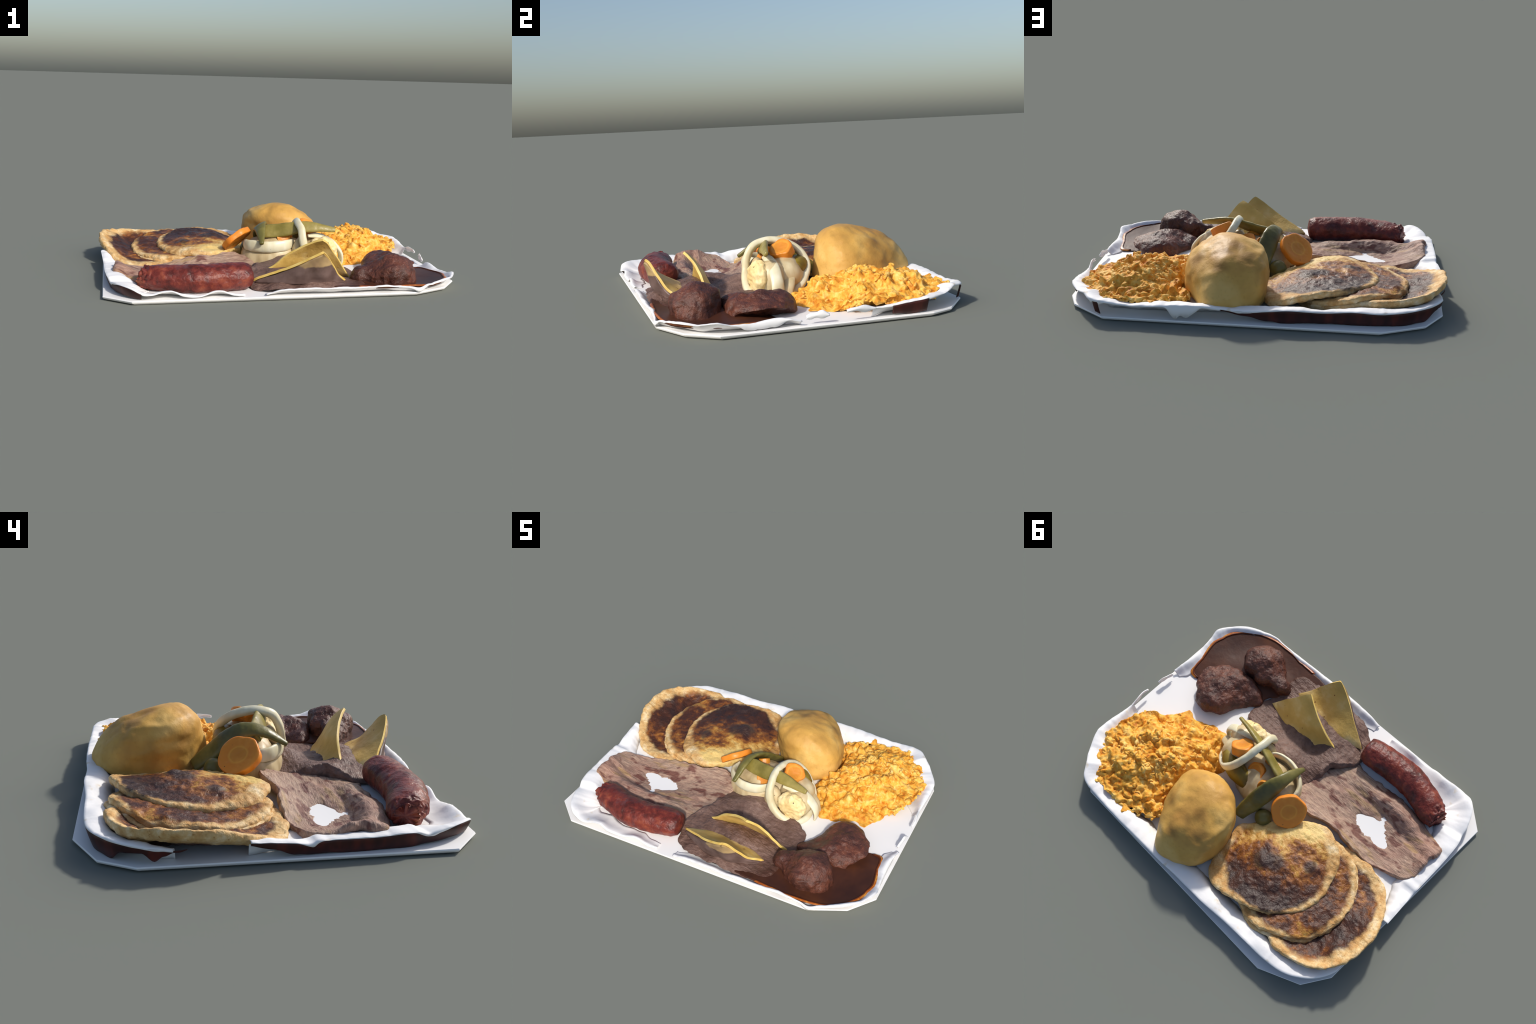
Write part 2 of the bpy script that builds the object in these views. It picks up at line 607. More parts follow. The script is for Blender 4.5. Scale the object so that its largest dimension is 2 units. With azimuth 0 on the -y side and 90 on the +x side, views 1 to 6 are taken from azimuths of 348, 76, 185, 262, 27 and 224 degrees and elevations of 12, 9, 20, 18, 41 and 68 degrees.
def mat_green(name, a, b, c2):
    m = Mat(name, rough=0.38, spec=0.4)
    n = m.noise(8, 4, 0.55)
    m.color(m.ramp(n, [(0.3, a), (0.52, b), (0.72, c2)]))
    m.bump(m.noise(40, 3), 0.005, 0.3)
    return m


def mat_onion(name='soft_onion', warm=False):
    m = Mat(name, rough=0.38, spec=0.4, Subsurface_Weight=0.0)
    n = m.noise(6, 3, 0.5)
    st = m.noise(1.0, 3, 0.5, vec=m.mapping((26, 26, 4)))
    c = m.ramp(m.math('ADD', m.math('MULTIPLY', n, 0.6), m.math('MULTIPLY', st, 0.4)),
               [(0.3, '#c9b98f'), (0.5, '#dfd6b4'), (0.7, '#ece8d2')] if not warm else [(0.3, '#a98e62'), (0.5, '#c9b48a'), (0.7, '#e0d4b0')])
    c = m.mix(m.step(m.voronoi(15), 0.05, 0.03), c, '#3c3328')
    m.color(c)
    m.bump(st, 0.004, 0.4)
    return m


def mat_cauli():
    m = Mat('cauliflower', rough=0.5, spec=0.3)
    n = m.noise(10, 4, 0.6)
    c = m.ramp(n, [(0.3, '#dcbb7c'), (0.5, '#efd59a'), (0.7, '#f7e7bd')])
    c = m.mix(m.step(m.voronoi(15), 0.08, 0.05), c, '#4a3c2c')
    m.color(c)
    m.bump(m.noise(45, 4), 0.008, 0.5)
    return m


M_paper, M_board, M_wood = mat_paper(), mat_board(), mat_wood()
M_onion, M_onion_warm, M_carrot, M_cauli = mat_onion(), mat_onion('stewed_onion', True), mat_carrot(), mat_cauli()
M_bean_green = mat_green('olive_bean', '#6f6428', '#8f8142', '#a8985a')
M_pod_green = mat_green('dark_pod', '#55522a', '#6f6834', '#8f8244')
M_pepper = mat_green('soft_pepper', '#5e4c1c', '#80691f', '#94852f')

# ------------------------------------------------------------------ tray
tray = thing('paper_lined_tray', 'white paper lined serving tray with dark red wooden rim', 'serving tray')

SLAB_TOP = 0.02
corner = [(0.992, 0.495), (0.942, 0.607), (0.758, 0.745), (-0.639, 0.769), (-0.862, 0.670), (-0.955, 0.526), (-0.985, -0.652),
          (-0.843, -0.771), (0.697, -0.729), (0.892, -0.632), (1.0, -0.49)]


def build_board():
    k = len(corner)
    c = np.array(corner)
    lv = [(0.0, 0.018), (0.008, 0.004), (0.015, 0.0), (SLAB_TOP, 0.003)]
    V = []
    cen = c.mean(0)
    for z, inset in lv:
        d = c - cen
        V.append(np.c_[c - d / np.linalg.norm(d, axis=1)[:, None] * inset, np.full(k, z)])
    V = np.vstack(V)
    F = grid_faces(len(lv), k)
    F.append(tuple(reversed(range(k))))
    F.append(tuple(range(len(V) - k, len(V))))
    return new_object('board', V, F, M_board, parent=tray, smooth=False)


build_board()

# rim control points going round: x, y, rim height, inner width, outer drop, wall bottom (-1: torn away), paper present
RIM = [
    (0.868, 0.650, 0.112, 0.13, 0.010, -1, 1), (0.830, 0.702, 0.110, 0.13, 0.012, -1, 1),
    (0.800, 0.722, 0.105, 0.12, 0.020, 0.035, 1), (0.765, 0.732, 0.104, 0.12, 0.020, 0.022, 1),
    (0.740, 0.735, 0.103, 0.12, 0.010, -1, 1), (0.608, 0.740, 0.092, 0.12, 0.008, -1, 1),
    (0.440, 0.744, 0.100, 0.12, 0.010, -1, 1), (0.375, 0.744, 0.103, 0.12, 0.070, -1, 1), (0.310, 0.744, 0.105, 0.12, 0.065, -1, 1),
    (0.240, 0.743, 0.104, 0.12, 0.010, -1, 1), (0.150, 0.741, 0.098, 0.12, 0.015, 0.080, 1), (0.043, 0.735, 0.088, 0.12, 0.030, 0.060, 1),
    (-0.080, 0.735, 0.096, 0.12, 0.018, 0.028, 1),
    (-0.185, 0.735, 0.104, 0.12, 0.015, 0.024, 1), (-0.352, 0.722, 0.097, 0.12, 0.018, 0.026, 1), (-0.500, 0.718, 0.104, 0.12, 0.014, 0.022, 1),
    (-0.633, 0.714, 0.100, 0.12, 0.018, 0.024, 1), (-0.760, 0.692, 0.106, 0.12, 0.016, 0.022, 1), (-0.858, 0.634, 0.108, 0.12, 0.018, 0.024, 1),
    (-0.911, 0.574, 0.104, 0.11, 0.018, 0.060, 1), (-0.944, 0.506, 0.098, 0.10, 0.020, 0.068, 1), (-0.948, 0.465, 0.092, 0.07, 0.030, 0.030, 1),
    (-0.948, 0.430, 0.086, 0.06, 0.022, 0.050, 1), (-0.948, 0.390, 0.080, 0.05, 0.022, 0.066, 1), (-0.972, 0.340, 0.094, 0.05, 0.010, 0.084, 0),
    (-0.972, 0.186, 0.110, 0.05, 0.020, -1, 0), (-0.970, 0.120, 0.098, 0.06, 0.012, 0.080, 1),
    (-0.967, 0.040, 0.092, 0.08, 0.010, 0.062, 1), (-0.963, -0.050, 0.082, 0.10, 0.012, 0.034, 1), (-0.961, -0.105, 0.072, 0.12, 0.024, 0.026, 1),
    (-0.961, -0.150, 0.086, 0.12, 0.012, 0.024, 1), (-0.960, -0.341, 0.086, 0.13, 0.014, 0.024, 1), (-0.952, -0.480, 0.090, 0.14, 0.014, 0.026, 1),
    (-0.935, -0.550, 0.072, 0.15, 0.030, 0.028, 1), (-0.925, -0.600, 0.080, 0.16, 0.022, 0.030, 1), (-0.885, -0.690, 0.088, 0.17, 0.012, 0.034, 1),
    (-0.837, -0.742, 0.078, 0.17, 0.012, 0.028, 1), (-0.790, -0.757, 0.056, 0.15, 0.010, 0.022, 1), (-0.740, -0.760, 0.052, 0.14, 0.006, -1, 1),
    (-0.650, -0.745, 0.066, 0.12, 0.004, -1, 1), (-0.583, -0.752, 0.045, 0.10, 0.010, -1, 1), (-0.500, -0.740, 0.034, 0.09, 0.008, -1, 1),
    (-0.400, -0.735, 0.058, 0.08, 0.006, -1, 1), (-0.320, -0.738, 0.040, 0.06, 0.010, -1, 1), (-0.250, -0.725, 0.032, 0.04, 0.008, -1, 1),
    (-0.190, -0.722, 0.030, 0.03, 0.004, -1, 0), (-0.145, -0.735, 0.034, 0.04, 0.006, -1, 1),
    (-0.060, -0.740, 0.056, 0.08, 0.006, -1, 1), (0.116, -0.742, 0.058, 0.07, 0.004, -1, 1), (0.320, -0.736, 0.058, 0.06, 0.006, -1, 1),
    (0.506, -0.724, 0.060, 0.055, 0.006, -1, 1), (0.640, -0.722, 0.054, 0.05, 0.010, -1, 1), (0.700, -0.728, 0.046, 0.05, 0.024, -1, 1),
    (0.760, -0.706, 0.058, 0.055, 0.006, -1, 1), (0.870, -0.652, 0.066, 0.07, 0.004, -1, 1), (0.945, -0.580, 0.066, 0.07, 0.004, -1, 1),
    (0.990, -0.500, 0.074, 0.11, 0.004, -1, 1), (0.985, -0.440, 0.060, 0.10, 0.006, -1, 1), (0.975, -0.340, 0.052, 0.09, 0.028, -1, 1),
    (0.972, -0.240, 0.060, 0.08, 0.032, -1, 1), (0.978, -0.170, 0.056, 0.07, 0.006, -1, 1), (0.985, -0.120, 0.045, 0.04, 0.004, -1, 1),
    (0.982, -0.060, 0.055, 0.03, 0.003, -1, 0), (0.985, 0.120, 0.070, 0.02, 0.003, -1, 0), (0.980, 0.210, 0.068, 0.03, 0.004, -1, 1),
    (0.985, 0.300, 0.074, 0.10, 0.010, 0.030, 1), (0.990, 0.400, 0.086, 0.13, 0.012, 0.024, 1), (0.984, 0.478, 0.094, 0.14, 0.014, 0.026, 1),
    (0.944, 0.552, 0.094, 0.14, 0.008, -1, 1), (0.905, 0.610, 0.102, 0.14, 0.008, -1, 1),
]


def rim_samples(n=900):
    R = np.array(RIM, float)
    m = len(R)
    pos = closed_curve(np.c_[R[:, :3], np.arange(m)], n)
    # attribute parameter: nearest control interval by arc length
    dense = []
    P = np.vstack([R, R[:1]])
    base = closed_curve(R[:, :3], n)
    d = np.array([[np.linalg.norm(base[i, :2] - R[j, :2]) for j in range(m)] for i in range(0, n, 1)])
    idx = []
    k0 = [int(np.argmin(d[:, j])) for j in range(m)]
    par = np.zeros(n)
    for j in range(m):
        a, b = k0[j], k0[(j + 1) % m]
        if b <= a:
            b += n
        for i in range(a, b):
            par[i % n] = j + (i - a) / (b - a)
    return base, par, R


def build_liner():
    base, par, R = rim_samples()
    n, m = len(base), len(R)
    j0 = np.floor(par).astype(int) % m
    j1 = (j0 + 1) % m
    f = (par - np.floor(par))[:, None]
    f = f * f * (3 - 2 * f)
    A = R[j0, 3:] * (1 - f) + R[j1, 3:] * f
    width, drop = A[:, 0], A[:, 1]
    wallv = (R[j0, 5] > 0) & (R[j1, 5] > 0)
    wallz = A[:, 2]
    drop = np.where(wallv, drop * 0.5, drop)
    present = (R[j0, 6] > 0.5) & (R[j1, 6] > 0.5)
    tan = np.roll(base[:, :2], -6, 0) - np.roll(base[:, :2], 6, 0)
    tan /= np.linalg.norm(tan, axis=1)[:, None]
    inward = np.c_[-tan[:, 1], tan[:, 0]]
    for _ in range(12):
        inward = (np.roll(inward, 3, 0) + inward + np.roll(inward, -3, 0)) / 3
    inward /= np.linalg.norm(inward, axis=1)[:, None]
    rim = base[:, 2]
    # profile, outside to inside: (kind, value)
    rows = []
    flo = 0.0235
    wav = fbm(np.c_[base[:, :2], np.zeros(n)], 9, 3, 3.0)
    wav2 = fbm(np.c_[base[:, :2], np.zeros(n)], 22, 2, 8.0)
    rimz = rim + 0.0035 * wav2
    rows.append(np.c_[base[:, :2] - inward * 0.007, np.maximum(rimz - drop * (1 + 0.5 * wav2), 0.022)])
    rows.append(np.c_[base[:, :2] - inward * 0.0065, np.maximum(rimz - drop * 0.5, 0.0225)])
    rows.append(np.c_[base[:, :2] - inward * 0.005, rimz - 0.003])
    rows.append(np.c_[base[:, :2], rimz])
    prof = [(0.05, 1.0), (0.12, 0.97), (0.22, 0.84), (0.34, 0.62), (0.46, 0.42), (0.58, 0.26), (0.7, 0.14), (0.85, 0.05), (1.0, 0.0)]
    # the lip stays high and broad along the back and left sides
    broad = np.clip((base[:, 1] - 0.35) / 0.2, 0, 1) + np.clip((-base[:, 0] - 0.85) / 0.08, 0, 1)
    broad = np.clip(broad, 0, 1) * np.clip((base[:, 1] + 0.75) / 0.2, 0, 1)
    high = [1.0, 1.0, 0.99, 0.96, 0.92, 0.84, 0.70, 0.35, 0.0]
    for (u, g), gh in zip(prof, high):
        g = g + (gh - g) * broad
        d = u * width * (1 + 0.12 * wav)
        xy = base[:, :2] + inward * d[:, None]
        z = flo + np.maximum(rimz - flo, 0.004) * g
        lump = fbm(np.c_[xy, np.zeros(n)], 5.5, 2, 1.0) * 0.018 * min(1, u * 3) * (1 - u * 0.6)
        rows.append(np.c_[xy, np.maximum(z + lump, 0.0215)])
    V = np.vstack(rows)
    nr = len(rows)
    F = []
    for i in range(nr - 1):
        for j in range(n):
            k = (j + 1) % n
            if present[j] and present[k]:
                F.append((i * n + j, i * n + k, (i + 1) * n + k, (i + 1) * n + j))
    ob = new_object('paper_liner', V, F, M_paper, parent=tray)
    s = ob.modifiers.new('thickness', 'SOLIDIFY')
    s.thickness = 0.003
    s.offset = -1
    # wooden side wall, torn where the rim is open
    W, WF = [], []
    nl = 6
    wob = fbm(np.c_[base[:, :2], np.zeros(n)], 10, 2, 5.0)
    for i in range(nl):
        u = i / (nl - 1)
        zt = rimz - 0.006
        zb = np.clip(wallz + 0.006 * wob, 0.0215, None)
        z = zt + (np.minimum(zb, zt) - zt) * u
        full = np.clip((zt - z) / np.maximum(zt - 0.02, 0.01), 0, 1)
        d = -0.0045 + 0.020 * full ** 1.4
        W.append(np.c_[base[:, :2] + inward * d[:, None], z])
    W = np.vstack(W)
    for i in range(nl - 1):
        for j in range(n):
            k = (j + 1) % n
            if wallv[j] and wallv[k]:
                WF.append((i * n + j, i * n + k, (i + 1) * n + k, (i + 1) * n + j))
    ob = new_object('side_wall', W, WF, M_wood, parent=tray)
    s = ob.modifiers.new('thickness', 'SOLIDIFY')
    s.thickness = 0.004
    s.offset = 0


build_liner()


def shred(spine, w, seed):
    sp = open_curve(spine, 24)
    V = []
    for i, p in enumerate(sp):
        u = i / 23
        ww = w * math.sin(math.pi * (0.08 + 0.84 * u)) * (1 + 0.35 * math.sin(9 * u + seed))
        for a in np.linspace(-1, 1, 7):
            V.append((p[0] - 0.008 + 0.008 * (1 - a * a), p[1], p[2] + a * ww))
    F = grid_faces(24, 7, closed=False)
    ob = new_object('paper_shred', V, F, M_paper, parent=tray)
    s = ob.modifiers.new('thickness', 'SOLIDIFY')
    s.thickness = 0.003


shred([(0.975, -0.10, 0.052), (0.985, -0.04, 0.062), (0.992, 0.0, 0.058)], 0.016, 1)
shred([(0.995, 0.08, 0.066), (0.998, 0.12, 0.072), (0.990, 0.17, 0.068), (0.985, 0.22, 0.064)], 0.012, 2)

# ------------------------------------------------------------------ flat breads
def floor(x, y, t):
    """Food rests on the board, and on the rising paper near the rim."""
    lift = np.clip((y - 0.50) / 0.12, 0, 1) * 0.060 + np.clip((x - 0.74) / 0.12, 0, 1) * 0.060 + np.clip((-0.62 - y) / 0.06, 0, 1) * 0.020
    return np.minimum(0.0215 + np.minimum(lift, 0.06), t - 0.006)



def flatbread(name, rim, inner, thick, mat, edge=0.08, seed=0, wob=0.006, blisters=()):
    h0 = tps(rim + inner, 2e-4)
    c = (np.min([p[:2] for p in rim], 0) + np.max([p[:2] for p in rim], 0)) / 2
    under = lambda x, y, t: np.maximum(t - thick, 0.0215)
    V, F = patch([p[:2] for p in rim], h0, under, nt=260, nr=70, edge=edge, center=c, wobble=wob, wscale=14, seed=seed, power=2.7)
    V = roughen(V, F, (0.006, 9, 4, seed + 1.0), (0.004, 32, 3, seed + 2.0))
    for bx, by, br, ba in blisters:
        V[:, 2] += ba * np.exp(-((V[:, 0] - bx) ** 2 + (V[:, 1] - by) ** 2) / br ** 2)
    V[:, 2] = np.maximum(V[:, 2], 0.0212)
    return new_object(name, V, F, mat, origin=np.array([c[0], c[1], 0.02]))


T3 = [(-.60, .632, .125), (-.677, .637, .132), (-.80, .604, .145), (-.895, .548, .158), (-.962, .437, .168), (-.986, .30, .166), (-.960, .16, .135),
      (-.893, .03, .080), (-.81, -.04, .050), (-.71, -.062, .052), (-.63, -.06, .050), (-.52, -.05, .05), (-.40, .10, .04), (-.36, .40, .05), (-.47, .56, .09)]
T3i = [(-.872, .44, .118), (-.813, .50, .092), (-.90, .30, .115), (-.84, .12, .075), (-.72, .30, .065), (-.70, .05, .05)]
T2b = [(-.445, .645, .095), (-.540, .630, .112), (-.660, .568, .106), (-.745, .485, .082), (-.792, .380, .075), (-.806, .262, .074), (-.783, .158, .066),
       (-.722, .065, .062), (-.655, .0, .062), (-.57, -.032, .06), (-.46, -.04, .05), (-.30, .05, .04), (-.20, .25, .04), (-.20, .45, .05), (-.30, .59, .075)]
T2 = [(-.44, .632, .122), (-.536, .617, .138), (-.651, .556, .132), (-.731, .476, .107), (-.776, .377, .100), (-.791, .264, .097), (-.769, .165, .080),
      (-.712, .076, .075), (-.645, .012, .078), (-.565, -.02, .086), (-.46, -.03, .075), (-.30, .06, .06), (-.20, .25, .055), (-.20, .45, .065), (-.30, .58, .095)]
T2i = [(-.722, .413, .112), (-.70, .2, .085), (-.60, .45, .12), (-.60, .1, .085), (-.4, .3, .08)]
T1 = [(-.095, .608, .092), (-.19, .635, .125), (-.29, .622, .146), (-.40, .588, .155), (-.497, .527, .148), (-.575, .447, .138), (-.621, .36, .124),
      (-.630, .26, .110), (-.605, .15, .102), (-.560, .055, .102), (-.50, -.005, .110), (-.40, -.04, .114), (-.33, -.03, .11), (-.24, .035, .104),
      (-.15, .13, .092), (-.06, .215, .078), (-.003, .295, .066), (-.03, .42, .07), (-.04, .53, .075)]
T1i = [(-.248, .361, .142), (-.47, .24, .138), (-.50, .14, .120), (-.164, .418, .106), (-.387, .224, .134), (-.461, .016, .124), (-.30, .50, .134), (-.45, .40, .132), (-.42, .52, .142),
       (-.54, .34, .128), (-.30, .15, .128)]
BLISTERS = [[(-.872, .44, .035, .016), (-.84, .22, .04, .008)], [], [(-.722, .413, .03, .010), (-.66, .52, .03, .006)],
            [(-.255, .355, .035, .012), (-.33, .31, .045, .010), (-.47, .19, .03, .009), (-.40, .42, .04, .006)]]
spec = [
    ('flatbread', T3, T3i, 0.045, mat_tortilla('griddled_dough_bottom', .30, .36, 0, 0.06, 2.0, 0.84)),
    ('flatbread', T2b, [(-.5, .3, .07)], 0.04, mat_tortilla('griddled_dough_lower', .30, .34, 0, 0.06, 4.0, 0.84)),
    ('flatbread', T2, T2i, 0.036, mat_tortilla('griddled_dough_middle', .30, .33, 0, 0.08, 6.0, 0.87)),
    ('flatbread', T1, T1i, 0.042, mat_tortilla('griddled_dough_top', .315, .335, 0, 0.15, 9.3, 0.88, (0.45, -0.85), 0.36, [(.20, .14, .24), (.0, .05, .22), (-.50, -.30, .16)])),
]
for i, (nm, rim, inner, th, mt) in enumerate(spec):
    tag(flatbread(nm, rim, inner, th, mt, seed=i * 3.1, blisters=BLISTERS[i]), 'thick griddled flatbread with charred middle and pale rim', 'flatbread')

# ------------------------------------------------------------------ bread roll
def bread_roll():
    plan = [(.293, .175), (.188, .163), (.08, .216), (.007, .302), (-.048, .425), (-.038, .554), (.0, .632), (.093, .687), (.203, .692),
            (.306, .581), (.372, .468), (.408, .362), (.389, .252)]
    nt = 120
    o = closed_curve(plan, nt)
    c0 = np.array((.176, .430))
    # height, centre x, centre y, scale of the plan outline in x and y
    levels = [(.022, .180, .440, .82, .85), (.05, .179, .443, .95, .96), (.09, .178, .446, 1.0, 1.0), (.13, .174, .444, 1.01, .99),
              (.17, .169, .436, 1.02, .95), (.21, .166, .427, .98, .88), (.236, .160, .418, .94, .82), (.265, .150, .406, .84, .72),
              (.29, .138, .395, .73, .60), (.31, .136, .380, .58, .46), (.326, .138, .367, .42, .32), (.337, .145, .357, .25, .19), (.342, .150, .352, .11, .09)]
    L = open_curve(np.array(levels), 60)
    V = []
    for z, cx, cy, kx, ky in L:
        for j in range(nt):
            V.append((cx + (o[j, 0] - c0[0]) * kx, cy + (o[j, 1] - c0[1]) * ky, z))
    V.append((levels[-1][1], levels[-1][2], 0.3430))
    V.append((levels[0][1], levels[0][2], 0.0215))
    V = np.array(V)
    F = grid_faces(60, nt)
    n = 60 * nt
    for j in range(nt):
        k = (j + 1) % nt
        F.append((n, 59 * nt + j, 59 * nt + k))
        F.append((n + 1, k, j))
    V = roughen(V, F, (0.013, 6.0, 3, 2.2), (0.003, 14, 3, 5.0))
    V[:, 2] = V[:, 2] - np.clip(V[:, 2] - 0.338, 0, 1) * 0.5
    # thumb dents of the crust
    N = normals_of(V, F)
    for (dx, dy, dz, r, amt) in [(0.30, 0.45, 0.27, .06, .010), (.17, .56, .25, .05, .008), (.03, .32, .27, .05, .008), (.08, .50, .24, .05, .008), (.27, .60, .2, .05, .008)]:
        d = np.linalg.norm(V - np.array([dx, dy, dz]), axis=1)
        V = V - N * (amt * np.exp(-(d / r) ** 2))[:, None]
    V[:, 2] = np.maximum(V[:, 2], 0.0212 + 0.055 * np.clip((V[:, 1] - 0.52) / 0.14, 0, 1))
    return new_object('bread_roll', V, F, mat_bread(), origin=np.array(BREAD_AT))


tag(bread_roll(), 'smooth golden round bread roll with shallow dents', 'bread roll')

# ------------------------------------------------------------------ yellow rice
rice = thing('yellow_rice', 'mound of lumpy orange yellow rice', 'rice')
RICE_OUT = [(.82, .64), (.90, .56), (.935, .45), (.93, .31), (.87, .17), (.79, .09), (.755, .02), (.73, -.02), (.67, .0), (.60, -.01), (.54, -.05), (.47, -.055),
            (.41, -.02), (.37, .04), (.31, .10), (.33, .25), (.36, .42), (.35, .58), (.43, .645), (.53, .695), (.64, .690), (.75, .68)]
RICE_H = [(x, y, .085 if (y > .5 or x > .86) else .032) for x, y in RICE_OUT] + [
    (.57, .13, .135), (.64, .18, .150), (.69, .35, .180), (.72, .23, .160), (.69, .435, .178), (.69, .52, .172), (.73, .57, .140), (.54, .52, .135),
    (.50, .18, .152), (.45, .02, .085), (.83, .30, .120), (.86, .47, .095), (.60, .64, .098), (.45, .32, .16), (.78, .40, .165), (.57, .35, .175), (.42, .13, .140),
    (.40, .5, .09), (.58, .03, .095), (.80, .19, .085), (.72, .63, .108)]
rice_h = tps(RICE_H, 3e-4)


def build_rice():
    hf = lambda x, y: np.maximum(rice_h(x, y) - 0.006 * np.clip((0.60 - y) / 0.15, 0, 1) - 0.008 * np.clip((0.62 - x) / 0.1, 0, 1), 0.024)
    V, F = patch(RICE_OUT, hf, floor, nt=420, nr=150, edge=0.05, center=(.63, .33), wobble=0.02, wscale=14, seed=3)
    N = normals_of(V, F)
    wv = V + 0.020 * np.c_[fbm(V, 16, 3, 1.0), fbm(V, 16, 3, 5.0), fbm(V, 16, 3, 9.0)]
    f1 = vor(wv, 15, 0.3)
    f2 = vor(wv, 33, 5.3)
    big = fbm(V, 7, 3, 4.0)
    ridge = (0.42 - f1[:, 0]) * 0.052 * (1 + 0.8 * big) + (0.45 - f2[:, 0]) * 0.014 + (0.25 - np.abs(fbm(V, 11, 2, 7.0))) * 0.026 + big * 0.010
    up = np.clip((V[:, 2] - 0.024) / 0.03, 0, 1)
    V = V + N * (ridge * up)[:, None]
    V[:, 2] = np.maximum(V[:, 2], 0.0212 + 0.060 * np.clip((V[:, 1] - 0.54) / 0.10, 0, 1))
    new_object('rice_mound', V, F, mat_rice(), parent=rice)
    # loose grains and curds lying on the mound, joined
    GV, GF = [], []
    c = closed_curve(RICE_OUT, 80)
    cen = np.array((.63, .33))
    k = 0
    top = V[:420 * 150]
    for _ in range(260):
        i = rng.integers(420 * 20, 420 * 146)
        p = top[i].copy()
        n = N[i]
        if n[2] < -0.1 or p[2] < 0.03:
            continue
        t = np.cross(n, rng.normal(size=3))
        t /= np.linalg.norm(t)
        L = rng.uniform(0.012, 0.022)
        r = rng.uniform(0.0055, 0.0095)
        b = np.cross(n, t)
        bend = rng.uniform(-0.008, 0.008)
        tilt = rng.uniform(-0.15, 0.3)
        p = p + n * rng.uniform(-0.004, 0.001)
        base = len(GV)
        for a, s in [(-1.0, .15), (-.92, .6), (-.6, .95), (0, 1.05), (.6, .95), (.92, .6), (1.0, .15)]:
            q = p + t * a * L + b * bend * (1 - a * a) + n * tilt * a * L * 0.6
            for j in range(7):
                an = 2 * math.pi * j / 7
                GV.append(q + r * s * (math.cos(an) * b + math.sin(an) * n))
        GF += grid_faces(7, 7, base)
        GF.append(tuple(base + j for j in reversed(range(7))))
        GF.append(tuple(base + 42 + j for j in range(7)))
    g = new_object('rice_grain', GV, GF, mat_rice(True), parent=rice)
    g['kind'] = 'stuff'


build_rice()

# ------------------------------------------------------------------ steak
def build_steak():
    out = [(-.085, -.13), (-.10, -.24), (-.135, -.35), (-.17, -.43), (-.21, -.475), (-.29, -.462), (-.43, -.476), (-.56, -.482), (-.68, -.470), (-.78, -.452),
           (-.86, -.43), (-.905, -.41), (-.925, -.36), (-.905, -.31), (-.915, -.27), (-.91, -.20), (-.88, -.135), (-.80, -.105), (-.72, -.075), (-.64, -.06),
           (-.53, -.058), (-.43, -.065), (-.33, -.055), (-.24, -.02), (-.17, -.03), (-.11, -.07)]
    pts = [(-.185, -.247, .048), (-.226, -.076, .095), (-.336, -.136, .060), (-.364, -.259, .032), (-.612, -.245, .020), (-.554, -.345, .028), (-.38, -.343, .044),
           (-.50, -.406, .066), (-.346, -.41, .055), (-.884, -.40, .085), (-.87, -.123, .072), (-.659, -.08, .045), (-.409, -.066, .106), (-.25, -.02, .115),
           (-.207, -.467, .030), (-.728, -.142, .042), (-.60, -.42, .076), (-.72, -.42, .078), (-.80, -.34, .075), (-.70, -.33, .040), (-.80, -.22, .058),
           (-.9, -.25, .104), (-.87, -.32, .114), (-.90, -.20, .092), (-.11, -.12, .075), (-.12, -.28, .045), (-.16, -.40, .036), (-.48, -.17, .026), (-.45, -.24, .024), (-.53, -.10, .060),
           (-.30, -.03, .112), (-.45, -.47, .045), (-.6, -.475, .05), (-.75, -.46, .052)]
    h0 = tps(pts, 1e-4)

    def h(x, y):
        z = h0(x, y)
        # long crease with a rolled fold on the sausage side
        yc = np.interp(x, [-.90, -.75, -.56, -.38, -.25], [-.285, -.315, -.345, -.340, -.34])
        d = yc - y
        along = np.clip((x + .93) / .10, 0, 1) * np.clip((-.25 - x) / .12, 0, 1)
        z = z + along * (0.013 * np.exp(-((d - .055) / .030) ** 2) - 0.008 * np.exp(-(d / .016) ** 2))
        # lumpy thick end
        z = z + 0.014 * np.exp(-((x + .90) / .035) ** 2) * (0.6 + 0.6 * np.sin(y * 42))
        for cx, cy, a, b in [(-.500, -.243, .070, .026), (-.550, -.235, .042, .036), (-.630, -.208, .048, .028)]:
            z = z - 0.016 * np.exp(-(((x - cx) / a) ** 2 + ((y - cy) / b) ** 2) ** 2)
        return z
    under = lambda x, y, t: np.minimum(np.maximum(t - 0.05, 0.014), t - 0.005)
    V, F = patch(out, h, under, nt=320, nr=110, edge=0.05, center=(-.52, -.24), wobble=0.012, wscale=16, seed=5)
    N = normals_of(V, F)
    # muscle fibres run lengthwise
    a = math.radians(-14)
    q = np.c_[V[:, 0] * math.cos(a) - V[:, 1] * math.sin(a), V[:, 0] * math.sin(a) + V[:, 1] * math.cos(a), V[:, 2]]
    fib = fbm(np.c_[q[:, 0] * 0.20, q[:, 1], q[:, 2] * 0.3], 60, 3, 2.0) * 0.0020
    lump = fbm(V, 7, 3, 7.0) * 0.007 + fbm(V, 26, 3, 1.0) * 0.003
    away = 1 - np.exp(-(((V[:, 0] + .56) / .13) ** 2 + ((V[:, 1] + .23) / .08) ** 2))
    ragged = fbm(V, 34, 4, 12.0) * 0.0045 * (1 - away)
    fib, lump = fib * (0.25 + 0.75 * away), lump * (0.25 + 0.75 * away) + ragged
    V = V + N * (fib + lump)[:, None]
    V[:, 2] = np.maximum(V[:, 2], 0.006)
    return new_object('grilled_steak', V, F, mat_steak())


tag(build_steak(), 'thin grilled steak slab with brown char spots', 'steak')

